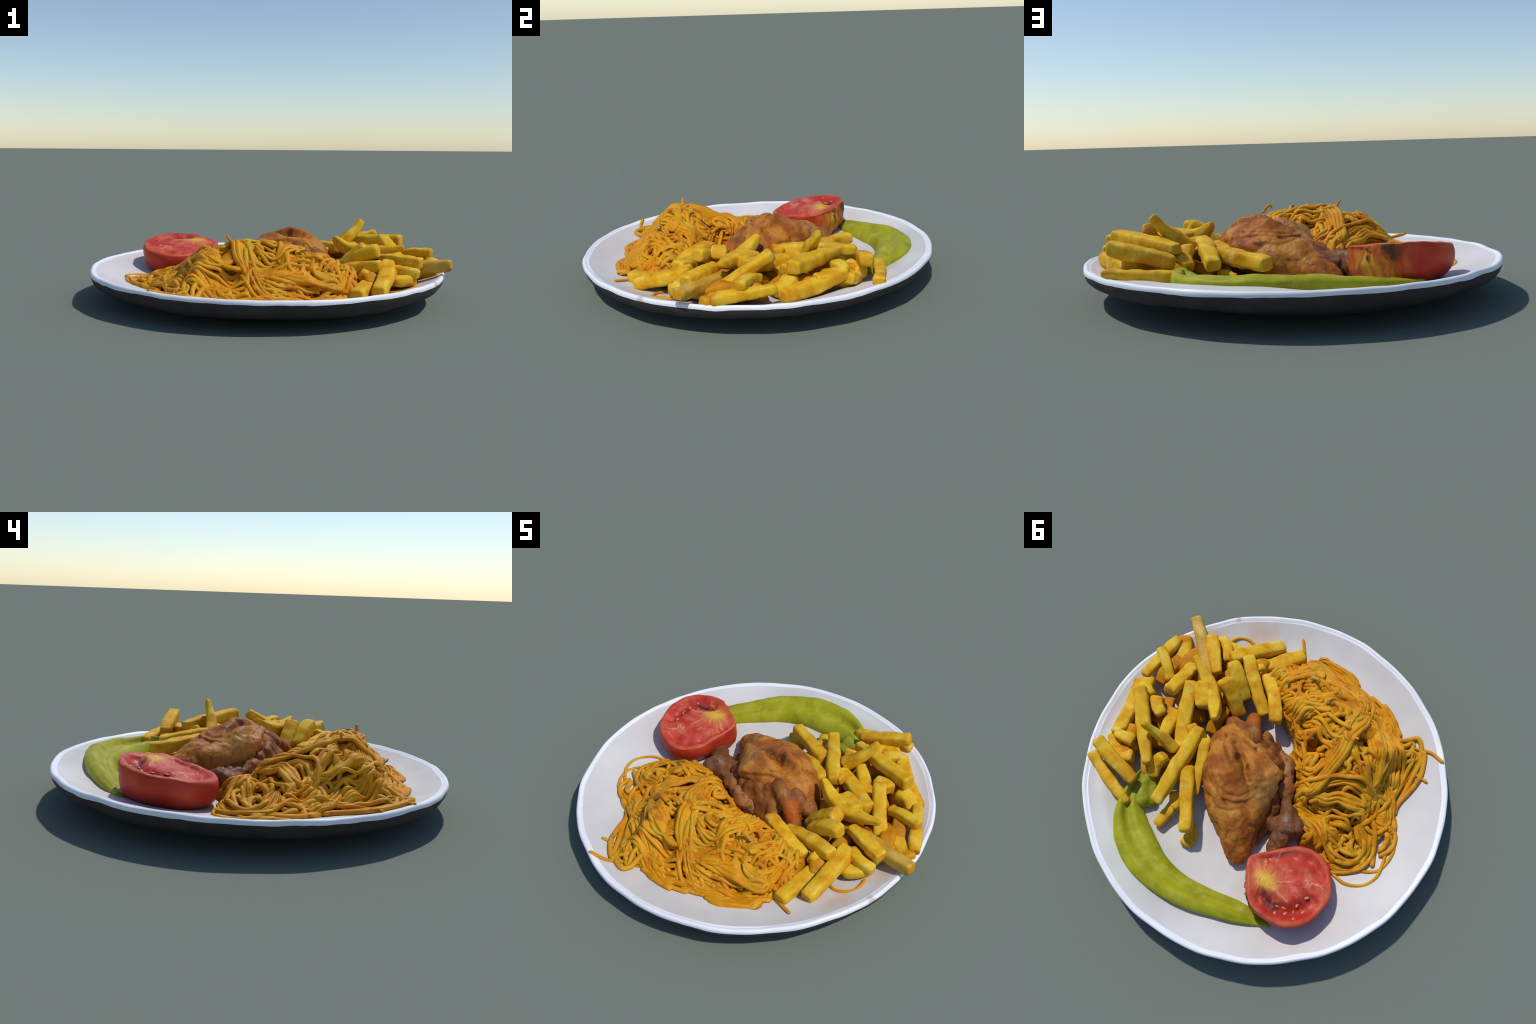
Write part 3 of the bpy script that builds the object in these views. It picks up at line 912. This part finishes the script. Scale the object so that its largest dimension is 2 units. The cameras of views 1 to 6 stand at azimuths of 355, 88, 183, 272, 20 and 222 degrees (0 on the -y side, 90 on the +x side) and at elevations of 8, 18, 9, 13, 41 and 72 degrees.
def build_chips():
    pile = empty("chips", label="pile of thick golden fried potato chips", category="french fries")
    W, Hh = .084, .074
    s = [0]

    def c(pts, w=W, h=Hh, **kw):
        s[0] += 1
        return chip(pts, w, h, pile, seed=s[0], **kw)

    # top-line of each chip, end to end
    c([(.62, -.19, .215), (.78, -.29, .232), (.890, -.360, .240), (.952, -.397, .250)], .080, .072, mat=CHIP_BURNT, taper=(1, .85))
    c([(.600, -.225, .262), (.70, -.30, .264), (.800, -.375, .258)], .082, .072)
    c([(.630, -.335, .215), (.765, -.42, .198)], .070, .065)
    c([(.622, -.345, .258), (.572, -.48, .208), (.485, -.655, .155)], .080, .072)
    c([(.490, -.455, .160), (.365, -.695, .150)], .080, .065)
    c([(.445, -.425, .215), (.452, -.47, .13)], .070, .065)
    c([(.560, -.430, .255), (.40, -.33, .225), (.255, -.255, .175)], .080, .072)
    c([(.410, -.440, .200), (.279, -.354, .244), (.165, -.250, .238)], .088, .075, belly=.12, taper=(.9, .75))
    c([(.575, -.325, .318), (.50, -.29, .305), (.395, -.24, .215)], .080, .075)
    c([(.530, -.215, .332), (.45, -.195, .27), (.37, -.165, .17)], .085, .080)
    c([(.745, -.205, .306), (.564, -.138, .285), (.46, -.07, .303), (.385, .000, .345)], .075, .070, taper=(.40, .50), belly=.65)
    c([(.752, -.190, .208), (.715, -.07, .275), (.682, .055, .348)], .085, .068, taper=(.9, .85))
    c([(.935, -.112, .268), (.84, -.065, .272), (.765, -.02, .247)], .080, .070)
    c([(.938, -.250, .206), (.922, -.11, .222), (.897, .060, .234)], .070, .056)
    c([(.930, -.288, .196), (.82, -.12, .200)], .082, .072)
    c([(.870, .040, .212), (.770, .135, .250)], .085, .072)
    c([(.830, .140, .322), (.659, .273, .308), (.480, .415, .288)], .080, .076)
    c([(.665, -.085, .285), (.55, .07, .262), (.435, .215, .235)], .080, .072)
    c([(.610, -.13, .295), (.505, -.02, .280)], .080, .072)
    c([(.630, .075, .215), (.58, .17, .245), (.535, .25, .275)], .080, .070)
    c([(.735, .100, .275), (.64, .16, .262)], .082, .070)
    c([(.622, .292, .415), (.585, .277, .382), (.52, .258, .330), (.44, .250, .270)], .066, .082, taper=(.45, .95), belly=.12)
    c([(.430, .065, .285), (.368, .294, .268), (.310, .525, .228)], .088, .076, belly=.12, taper=(.85, .75))
    c([(.370, .085, .258), (.29, .21, .23), (.200, .345, .190)], .072, .066, taper=(.9, .6))
    c([(.330, .265, .250), (.20, .40, .246), (.080, .525, .236)], .080, .076)
    c([(.155, .465, .150), (.050, .575, .134)], .074, .062)
    c([(.235, .470, .165), (.235, .600, .140)], .070, .060)
    c([(.30, .40, .170), (.235, .48, .160)], .070, .066)
    c([(.768, .508, .320), (.62, .52, .287), (.475, .522, .245)], .082, .078)
    c([(.778, .570, .205), (.60, .602, .200), (.425, .632, .198)], .074, .074)
    c([(.715, .495, .245), (.58, .43, .240)], .078, .070)
    c([(.750, .405, .255), (.635, .370, .262)], .075, .060)
    c([(.898, .085, .208), (.805, .265, .225), (.738, .412, .258)], .074, .074)
    c([(.80, .25, .245), (.74, .38, .25)], .070, .06)
    c([(.455, .315, .285), (.43, .43, .200)], .070, .066)
    c([(.48, .09, .28), (.40, .19, .235)], .075, .070)
    c([(.65, .48, .215), (.77, .415, .225)], .078, .070)
    c([(.615, -.445, .165), (.745, -.365, .170)], .075, .06)
    c([(.735, -.345, .175), (.815, -.205, .180)], .075, .06)
    c([(.70, .46, .20), (.62, .40, .19)], .075, .065)
    # lower layer, colour deepened for the shade and orange glow between chips
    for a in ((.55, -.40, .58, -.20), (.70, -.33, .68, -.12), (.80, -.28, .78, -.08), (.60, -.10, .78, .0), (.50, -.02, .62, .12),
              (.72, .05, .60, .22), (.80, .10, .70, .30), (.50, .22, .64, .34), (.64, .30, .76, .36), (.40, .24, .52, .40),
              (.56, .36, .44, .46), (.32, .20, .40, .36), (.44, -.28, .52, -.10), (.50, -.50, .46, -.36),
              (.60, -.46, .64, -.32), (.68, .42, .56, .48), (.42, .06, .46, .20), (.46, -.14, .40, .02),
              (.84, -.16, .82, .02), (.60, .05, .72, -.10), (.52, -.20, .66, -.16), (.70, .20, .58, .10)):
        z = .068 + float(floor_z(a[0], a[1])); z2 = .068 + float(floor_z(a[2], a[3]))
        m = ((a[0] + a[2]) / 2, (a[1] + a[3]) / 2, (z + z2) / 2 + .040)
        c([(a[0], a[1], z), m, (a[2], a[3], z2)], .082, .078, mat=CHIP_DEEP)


# =========================================================== CHICKEN
def capsule(bm, a, b, ra, rb, n=7):
    a, b = Vector(a), Vector(b)
    for i in range(n):
        t = i / (n - 1)
        p = a.lerp(b, t); r = ra + (rb - ra) * t
        m = bmesh.ops.create_icosphere(bm, subdivisions=2, radius=r)
        bmesh.ops.translate(bm, verts=m["verts"], vec=p)


def blob(bm, c, r, rot=0.0, tilt=0.0):
    from mathutils import Matrix
    m = bmesh.ops.create_icosphere(bm, subdivisions=3, radius=1.0)
    M = Matrix.Translation(c) @ Matrix.Rotation(rot, 4, "Z") @ Matrix.Rotation(tilt, 4, "Y") @ Matrix.Diagonal((*r, 1))
    bmesh.ops.transform(bm, matrix=M, verts=m["verts"])


def fuse(bm, voxel, smooth, name):
    """Voxel-fuse overlapping lumps into one smooth skin; returns arrays."""
    me = bpy.data.meshes.new(name + "_tmp")
    bm.to_mesh(me); bm.free()
    ob = bpy.data.objects.new(name + "_tmp", me); COL.objects.link(ob)
    r = ob.modifiers.new("fuse", "REMESH"); r.mode = "VOXEL"; r.voxel_size = voxel
    sm = ob.modifiers.new("relax", "SMOOTH"); sm.factor = .5; sm.iterations = smooth
    dg = bpy.context.evaluated_depsgraph_get()
    ev = ob.evaluated_get(dg).to_mesh()
    V = np.array([v.co[:] for v in ev.vertices]); F = [tuple(p.vertices) for p in ev.polygons]
    bpy.data.objects.remove(ob); bpy.data.meshes.remove(me)
    return V, F


def seg_dist(P, a, b):
    a, b = np.array(a, float), np.array(b, float)
    t = np.clip(((P - a) @ (b - a)) / ((b - a) @ (b - a)), 0, 1)
    return np.linalg.norm(P - a - t[:, None] * (b - a), axis=1)


def groove(P, pts, width):
    d = np.min([seg_dist(P, pts[i], pts[i + 1]) for i in range(len(pts) - 1)], axis=0)
    return np.exp(-(d / width) ** 2)


def crease(P, pts, width):
    """Closeness to a path drawn on the upper side (ignores height)."""
    Q = P * (1, 1, 0)
    d = np.min([seg_dist(Q, (*pts[i][:2], 0), (*pts[i + 1][:2], 0)) for i in range(len(pts) - 1)], axis=0)
    return np.exp(-(d / width) ** 2)


def fold(P, pts, amp, lip=.012, run=.05):
    """Edge of an overlapping fold drawn on the upper side; raised on the left of the path."""
    Q = P[:, :2]; best = np.full(len(P), 9.0); sign = np.ones(len(P)); endf = np.ones(len(P))
    m = len(pts) - 1
    for i in range(m):
        a, b = np.array(pts[i][:2], float), np.array(pts[i + 1][:2], float)
        e = b - a; t = ((Q - a) @ e) / (e @ e); tc = np.clip(t, 0, 1)
        v = Q - a - tc[:, None] * e
        d = np.linalg.norm(v, axis=1)
        c = e[0] * (Q - a)[:, 1] - e[1] * (Q - a)[:, 0]
        k = d < best
        best = np.where(k, d, best); sign = np.where(k, np.sign(c), sign)
        g = (i + tc) / m
        endf = np.where(k, np.clip(np.minimum(g, 1 - g) * 5 + .15, 0, 1), endf)
    sd = best * sign + .007 * fbm(P, 16, len(pts) + amp * 400, 2)
    up = amp * np.exp(-(np.maximum(sd, 0) / run) ** 2)
    dn = -.7 * amp * np.exp(-(np.minimum(sd, 0) / (2.2 * lip)) ** 2)
    w = 1 / (1 + np.exp(-np.clip(sd / (lip * .22), -30, 30)))
    return (up * w + dn * (1 - w)) * endf


def build_chicken():
    bird = empty("roast_chicken_thigh", label="roasted chicken thigh with brown wrinkled skin", category="roast chicken")
    # --- thigh: sections from the pointed tip to the joint end.
    # each: centre line point, left/right half widths, top and bottom heights
    T0, T1 = np.array([-.222, .440]), np.array([.34, -.115])
    ax = (T1 - T0) / np.linalg.norm(T1 - T0); side = np.array([-ax[1], ax[0]])   # side points to the chips
    L = np.linalg.norm(T1 - T0)
    if side @ np.array([1, 1]) < 0:
        side = -side
    st = [  # t, left(+side), right(-side), top, bottom
        (0.00, .030, .030, .145, .100), (0.05, .056, .068, .176, .085), (0.12, .076, .096, .210, .080), (0.20, .105, .118, .252, .080),
        (0.28, .139, .145, .280, .080), (0.38, .166, .192, .311, .080), (0.47, .184, .228, .331, .080), (0.54, .188, .232, .343, .085),
        (0.61, .186, .215, .350, .085), (0.69, .176, .188, .351, .085), (0.77, .160, .160, .343, .085), (0.84, .143, .138, .322, .085),
        (0.91, .110, .120, .285, .090), (0.965, .075, .09, .247, .095), (1.0, .04, .05, .215, .12)]
    st = np.array(st)
    tt = np.concatenate([np.linspace(0, .06, 14), np.linspace(.066, .935, 150), np.linspace(.94, 1, 16)])
    k = 190
    a = np.linspace(0, 2 * math.pi, k, endpoint=False)
    rings = []
    for t in tt:
        lw, rw, top, bot = [np.interp(t, st[:, 0], st[:, i]) for i in range(1, 5)]
        ctr = T0 + ax * L * t
        shift = .012 * math.sin(math.pi * t)
        ca, sa = np.cos(a), np.sin(a)
        wid = np.where(ca > 0, lw, rw)
        # widest part lies low on the chip side; the pasta side overhangs
        over = math.exp(-((t - .58) / .22) ** 2)
        zc = bot + (top - bot) * np.where(ca > 0, .40, .42 + .26 * over)
        hh = np.where(sa > 0, top - zc, zc - bot)
        xx = np.sign(ca) * np.abs(ca) ** .85 * wid
        zz = np.sign(sa) * np.abs(sa) ** .95 * hh + zc
        under = np.where((ca < 0) & (sa < 0), .22 * over * np.abs(sa), 0)       # tucked in a little under the ledge
        xx = xx * (1 - under)
        p2 = ctr + np.outer(xx, side) + ax * shift
        rings.append(np.c_[p2, zz])
    V, F = loft(rings)
    for _ in range(2):
        N = vertex_normals(V, F)
    d = .015 * fbm(V, 6.5, 1, 2) + .0012 * fbm(V, 45, 4, 2)
    d += .010 * (np.abs(fbm(V, 9, 12, 2)) - .25) + .005 * (np.abs(fbm(V, 20, 13, 2)) - .25)
    top = np.clip((V[:, 2] - .16) / .1, 0, 1)
    # overlapping folds of skin, long groove with a lump on either side, ledge along the pasta side
    d += top * fold(V, [(.318, .004), (.26, .023), (.249, .058), (.211, .086), (.162, .102), (.120, .135)], .015)
    d += top * fold(V, [(.019, .125), (.048, .110), (.099, .070), (.135, .045), (.185, .030)], .015, run=.045)
    d -= .022 * top * crease(V, [(.205, .02), (.135, .043), (.099, .067), (.048, .106), (.010, .120)], .014)
    d -= .020 * top * crease(V, [(.135, .06), (.128, .072)], .018)
    d += .014 * top * crease(V, [(.194, .051), (.111, .114), (.103, .15)], .034)
    d += .018 * top * crease(V, [(.06, .02), (.005, .06)], .034)
    d += top * fold(V, [(-.070, .050), (-.02, .00), (.09, -.022), (.19, -.032), (.25, -.03)], .012, run=.03) * -1
    d += top * fold(V, [(-.10, .02), (-.082, -.023), (-.013, -.05), (.113, -.057), (.21, -.065)], .014, run=.03)
    # drape wrinkles round the lower flank
    for path, amp in (([(-.062, .14), (-.048, .199), (-.005, .251), (.053, .273), (.128, .259), (.215, .222), (.26, .18)], .008),
                      ([(-.07, .215), (-.018, .285), (.045, .322), (.131, .294), (.201, .264)], .005),
                      ([(-.030, .14), (-.007, .204), (.043, .238), (.111, .242), (.197, .213), (.25, .15)], .006)):
        d -= np.clip((V[:, 2] - .12) / .08, 0, 1) * fold(V, path, amp, lip=.010, run=.03)
    d -= .012 * groove(V, [(.30, .13, .26), (.22, .23, .20), (.10, .31, .16)], .018)
    # creases that run down the side under the ledge
    for x0, y0 in ((.05, -.10), (-.03, -.075), (-.10, -.01), (-.13, .08), (-.16, .16)):
        d -= .012 * groove(V, [(x0, y0, .30), (x0 - .02, y0 - .01, .10)], .012)
    V = V + N * d[:, None]
    mesh_obj("thigh", V, F, SKIN, bird)

    # --- exposed joint end of the thigh: knuckles and dark meat under the ledge
    bm = bmesh.new()
    capsule(bm, (.165, -.070, .275), (.255, -.165, .205), .050, .046, 14)
    capsule(bm, (.255, -.165, .205), (.280, -.195, .140), .046, .052, 9)
    capsule(bm, (.105, -.075, .255), (.165, -.165, .120), .044, .052, 14)
    capsule(bm, (.050, -.080, .245), (.085, -.155, .115), .042, .050, 14)
    capsule(bm, (-.005, -.075, .235), (.005, -.130, .110), .040, .046, 12)
    capsule(bm, (-.055, -.040, .215), (-.050, -.080, .110), .038, .042, 12)
    capsule(bm, (.15, -.125, .185), (-.03, -.090, .170), .050, .048, 16)
    blob(bm, (.335, -.085, .170), (.055, .060, .060), .6)
    blob(bm, (.25, -.07, .22), (.08, .07, .07), -.6)
    blob(bm, (.10, -.05, .17), (.16, .09, .07), -.7)
    # dark filler modelled for the shadowed gap between thigh and wing
    capsule(bm, (-.02, -.05, .135), (-.17, .16, .125), .055, .045, 12)
    capsule(bm, (-.17, .16, .115), (-.20, .27, .105), .040, .028, 8)
    capsule(bm, (-.06, .02, .17), (-.15, .10, .145), .055, .045, 8)
    V, F = fuse(bm, .008, 10, "joint")
    N = vertex_normals(V, F)
    V = V + N * (.005 * fbm(V * (1, 1, .4), 24, 3, 3) + .002 * fbm(V, 50, 4, 2))[:, None]
    mesh_obj("thigh_joint", V, F, MEAT, bird)

    # --- a separate wing piece lying between the thigh, the pasta and the tomato
    wing = empty("roast_chicken_wing", label="small roasted chicken wing with knuckled joints", category="roast chicken")
    spine = catmull([(.055, -.150, .140), (.0, -.132, .155), (-.045, -.115, .165), (-.085, -.075, .175), (-.120, -.035, .180), (-.155, -.004, .178),
                     (-.190, .028, .155), (-.205, .045, .135)], 70)
    rad = catmull([(.030, 0, 0), (.045, 0, 0), (.056, 0, 0), (.044, 0, 0), (.034, 0, 0), (.048, 0, 0), (.040, 0, 0), (.018, 0, 0)], 70)[:, 0]
    T, S, U = frames(spine)
    a = np.linspace(0, 2 * math.pi, 40, endpoint=False)
    V, F = loft([spine[i] + rad[i] * (np.outer(np.cos(a), S[i]) + np.outer(np.sin(a), U[i])) for i in range(70)])
    N = vertex_normals(V, F)
    V = V + N * (.0100 * fbm(V, 14, 6, 3) + .0035 * fbm(V, 38, 7, 2))[:, None]
    mesh_obj("drumette", V, F, WING, wing)
    bm = bmesh.new()
    blob(bm, (-.240, .055, .165), (.048, .040, .042), 2.4)
    capsule(bm, (-.175, .03, .15), (-.24, .065, .160), .036, .040, 9)
    blob(bm, (-.275, .110, .155), (.090, .066, .052), .9)
    blob(bm, (-.222, .150, .140), (.046, .055, .050), .3)
    blob(bm, (-.335, .090, .145), (.040, .045, .050), .3)
    capsule(bm, (-.275, .135, .150), (-.320, .255, .130), .060, .050, 14)
    V, F = fuse(bm, .008, 9, "wing_lower")
    N = vertex_normals(V, F)
    V = V + N * (.011 * fbm(V, 16, 8, 3) + .004 * fbm(V, 44, 9, 2))[:, None]
    mesh_obj("wing_tip", V, F, WING_DARK, wing)


# ============================================================ TOMATO
TPL = (-.0258, .1956, .1759)      # plane of the cut: z = a x + b y + c


def tplane(x, y):
    return TPL[0] * x + TPL[1] * y + TPL[2]


def build_tomato():
    tom = empty("tomato_half", label="grilled half tomato, cut face up, charred stem end", category="tomato")
    ctrl = [(-0.252, 0.376), (-0.295, 0.312), (-0.340, 0.252), (-0.378, 0.188), (-0.425, 0.142), (-0.488, 0.115), (-0.570, 0.124),
            (-0.650, 0.170), (-0.703, 0.235), (-0.722, 0.306), (-0.722, 0.395), (-0.695, 0.468), (-0.640, 0.530), (-0.581, 0.556),
            (-0.510, 0.568), (-0.435, 0.562), (-0.370, 0.522), (-0.305, 0.456), (-.262, .412)]
    n = 120
    C = catmull([(*p, 0) for p in ctrl + ctrl[:1]], n + 1)[:-1]
    for _ in range(14):
        C = .25 * np.roll(C, 1, 0) + .5 * C + .25 * np.roll(C, -1, 0)
    cen = np.array([-.49, .345])
    D = C[:, :2] - cen
    wob = .0085 * fbm(C * (1, 1, 0), 7.5, 21, 3)
    zt = tplane(C[:, 0], C[:, 1]) + wob
    C[:, :2] = cen + (C[:, :2] - cen) * (1 + .022 * fbm(C * (1, 1, 0), 9, 22, 2))[:, None]
    D = C[:, :2] - cen
    rings = []
    # skin: from the cut edge down to the foot
    prof = [(0.985, 0.0), (1.0, .04), (1.012, .14), (1.016, .28), (1.008, .44), (.985, .60), (.945, .74), (.885, .86), (.79, .96), (.6, 1.0), (.3, 1.0)]
    for sc, f in prof:
        xy = cen + D * sc
        base = floor_z(xy[:, 0], xy[:, 1]) - .002
        zr = zt - .004 + .007 * np.clip((.33 - C[:, 1]) / .15, 0, 1)
        z = zr + (base - zr) * f
        rings.append(np.c_[xy, z])
    V, F = loft(rings, cap0=False)
    N = vertex_normals(V, F)
    # wrinkles in the stem end and a dent near the chicken
    st = np.exp(-(((V[:, 0] + .33) ** 2 + (V[:, 1] - .50) ** 2) / .14 ** 2))
    ang = np.arctan2(V[:, 2] - .22, (V[:, 0] + .37) * .7 - (V[:, 1] - .50) * .7)
    d = st * (.007 * np.sin(ang * 9) + .012 * fbm(V, 15, 3, 3)) + .008 * fbm(V, 7, 1, 2)
    edge = np.clip((zt.max() - V[:, 2]) / .03, 0, 1)
    d *= np.where(np.arange(len(V)) < n, 0, 1)
    V = V - N * 0 + (-N if (N[n * 4] @ np.r_[D[0], 0]) < 0 else N) * d[:, None]
    mesh_obj("skin", V, F, TSKIN, tom)

    # flesh: the cut face, with sunken seed chambers
    u = np.array([-.30, -.185]); u /= np.linalg.norm(u)      # from the stem core towards the blossom end
    v = np.array([-u[1], u[0]])
    core = np.array([-.392, .423])
    ringsf = []
    m = 44
    for i in range(m):
        s = (i + 1) / m
        xy = cen + D * s * .985
        ringsf.append(np.c_[xy, tplane(xy[:, 0], xy[:, 1]) + wob * s ** 3])
    V, F = loft(ringsf, cap1=False)
    # loft's cap0 vertex is last
    q = V[:, :2] - core
    a, b = q @ u, q @ v
    # signed distance from rim, in 0..1 of the radius
    s = np.concatenate([np.repeat((np.arange(m) + 1) / m, n), [0]])
    dz = np.zeros(len(V))
    rimw = np.clip((s - .80) / .14, 0, 1); rimw = rimw * rimw * (3 - 2 * rimw)

    def chamber(pts, width, depth):
        P = np.c_[V[:, :2], np.zeros(len(V))]
        dd = np.min([seg_dist(P, (*pts[i], 0), (*pts[i + 1], 0)) for i in range(len(pts) - 1)], axis=0)
        x = np.clip(1 - dd / width, 0, 1)
        return -depth * (x * x * (3 - 2 * x))
    dz += chamber([(-.47, .492), (-.54, .490), (-.605, .462), (-.645, .405), (-.660, .345)], .066, .034)
    dz += chamber([(-.335, .335), (-.385, .265), (-.45, .205), (-.53, .178), (-.60, .195)], .050, .018)
    dz = dz * (1 - .9 * rimw)
    dz += .006 * np.exp(-(b / .05) ** 2) * np.clip(a / .1, 0, 1) * (1 - rimw)          # raised septum
    dz += .008 * np.exp(-((a / .06) ** 2 + (b / .05) ** 2))
    dz += .002 * np.exp(-((s - .93) / .05) ** 2) + .007 * np.clip((s - .7) / .25, 0, 1) * np.clip((.33 - V[:, 1]) / .15, 0, 1)
    ang = np.arctan2(b, a)
    dz += .0022 * np.sin(ang * 17 + 2 * fbm(V, 8, 7, 2)) * np.clip(s * 1.2, 0, 1) * (1 - rimw)
    dz += .004 * fbm(V, 13, 4, 3) * np.clip((1 - s) * 8, 0, 1)
    V[:, 2] += dz
    V[(m - 1) * n:m * n, 2] = zt - .004 + .007 * np.clip((.33 - V[(m - 1) * n:m * n, 1]) / .15, 0, 1)
    F = [f[::-1] for f in F]
    mesh_obj("flesh", V, F, TFLESH, tom)

    # seeds in the chambers
    def face_z(x, y):
        i = np.argmin((V[:, 0] - x) ** 2 + (V[:, 1] - y) ** 2)
        return V[i, 2]
    places = [(-.621, .432), (-.613, .398), (-.598, .468), (-.657, .400), (-.622, .335), (-.544, .470), (-.648, .462), (-.56, .505), (-.575, .452),
              (-.345, .345), (-.380, .300), (-.352, .318), (-.440, .222)]
    for (x, y) in places:
        bm = bmesh.new()
        bmesh.ops.create_icosphere(bm, subdivisions=2, radius=1)
        me = bpy.data.meshes.new("seed"); bm.to_mesh(me); bm.free()
        me.polygons.foreach_set("use_smooth", [True] * len(me.polygons))
        me.materials.append(SEED)
        ob = bpy.data.objects.new("seed", me); COL.objects.link(ob); ob.parent = tom
        ob.location = (x, y, face_z(x, y) + .0012)
        g = RNG.uniform(.8, 1.2)
        ob.scale = (.012 * g, .0070 * g, .0036)
        ob.rotation_euler = (0.15, -.1, RNG.uniform(0, 3.1))


# ============================================================ PEPPER
def build_pepper():
    pep = empty("green_pepper", label="long grilled pale green pepper, curved and flattened", category="chili pepper")
    # spine, half width across, top height, fold depth
    st = [((-.560, .545), .026, .145), ((-.45, .602), .046, .158), ((-.335, .656), .064, .172), ((-.215, .712), .068, .186), ((-.10, .753), .076, .200),
          ((.02, .773), .081, .210), ((.13, .769), .088, .216), ((.243, .737), .096, .218), ((.340, .688), .104, .216), ((.410, .630), .100, .210),
          ((.453, .562), .084, .205), ((.478, .500), .060, .205), ((.494, .450), .042, .200), ((.500, .415), .024, .180)]
    sp = catmull([(*s[0], 0) for s in st], 90)
    seg = np.linspace(0, 1, len(st)); uu = np.linspace(0, 1, 90)
    wid = np.interp(uu, seg, [s[1] for s in st]); top = np.interp(uu, seg, [s[2] for s in st])
    T, S, U = frames(sp)
    k = 48
    a = np.linspace(0, 2 * math.pi, k, endpoint=False)
    rings = []
    for i in range(90):
        ca, sa = np.cos(a), np.sin(a)
        x = np.sign(ca) * np.abs(ca) ** .8 * wid[i]
        xy = sp[i, :2] + np.outer(x, S[i, :2])
        f = floor_z(xy[:, 0], xy[:, 1])
        zt = top[i] + .10 * (f - float(floor_z(*sp[i, :2])))
        h = np.maximum(zt - f, .02)
        q = x / max(wid[i], 1e-6)
        # collapsed top: side ridges with a hollow between, deepest near the stem end
        hollow = .42 * math.exp(-((uu[i] - .76) / .15) ** 2) + .20
        lean = 1 - .34 * (q + .45)                        # highest along the outer side
        zup = f + (.0045 * np.cos(2 * math.pi * .9 * q + .8 + 3 * uu[i]) * min(1, wid[i] / .07)) * np.abs(sa) + np.maximum(h * lean, .012) * (1 - hollow * np.exp(-((q - .22 * math.sin(5 * uu[i])) / .24) ** 2)) * np.abs(sa) ** .6
        z = np.where(sa >= 0, zup, f - .004)
        z = np.where(np.abs(sa) < .12, f + .25 * h * np.abs(sa) / .12 * (sa > 0), z)
        rings.append(np.c_[xy, z])
    V, F = loft(rings)
    N = vertex_normals(V, F)
    t = np.concatenate([np.repeat(uu, k), [0, 1]])
    up = V[:, 2] > .12
    V = V + np.where(up, 1, 0)[:, None] * np.array([0, 0, 1]) * (.007 * fbm(V, 9, 2, 3))[:, None]
    if (N[40 * k + 12][2]) < 0:
        F = [f[::-1] for f in F]
    mesh_obj("pod", V, F, PEPPER, pep)
    # folded stem lobe behind the chips
    bm = bmesh.new()
    capsule(bm, (.40, .56, .14), (.465, .455, .165), .046, .036, 14)
    capsule(bm, (.365, .53, .115), (.43, .45, .145), .036, .034, 14)
    V, F = fuse(bm, .008, 10, "lobe")
    N = vertex_normals(V, F)
    V = V + N * (.010 * fbm(V, 14, 5, 3))[:, None]
    mesh_obj("stem_lobe", V, F, PEPPER, pep)


build_plate()
build_spaghetti()
build_chips()
build_chicken()
build_tomato()
build_pepper()
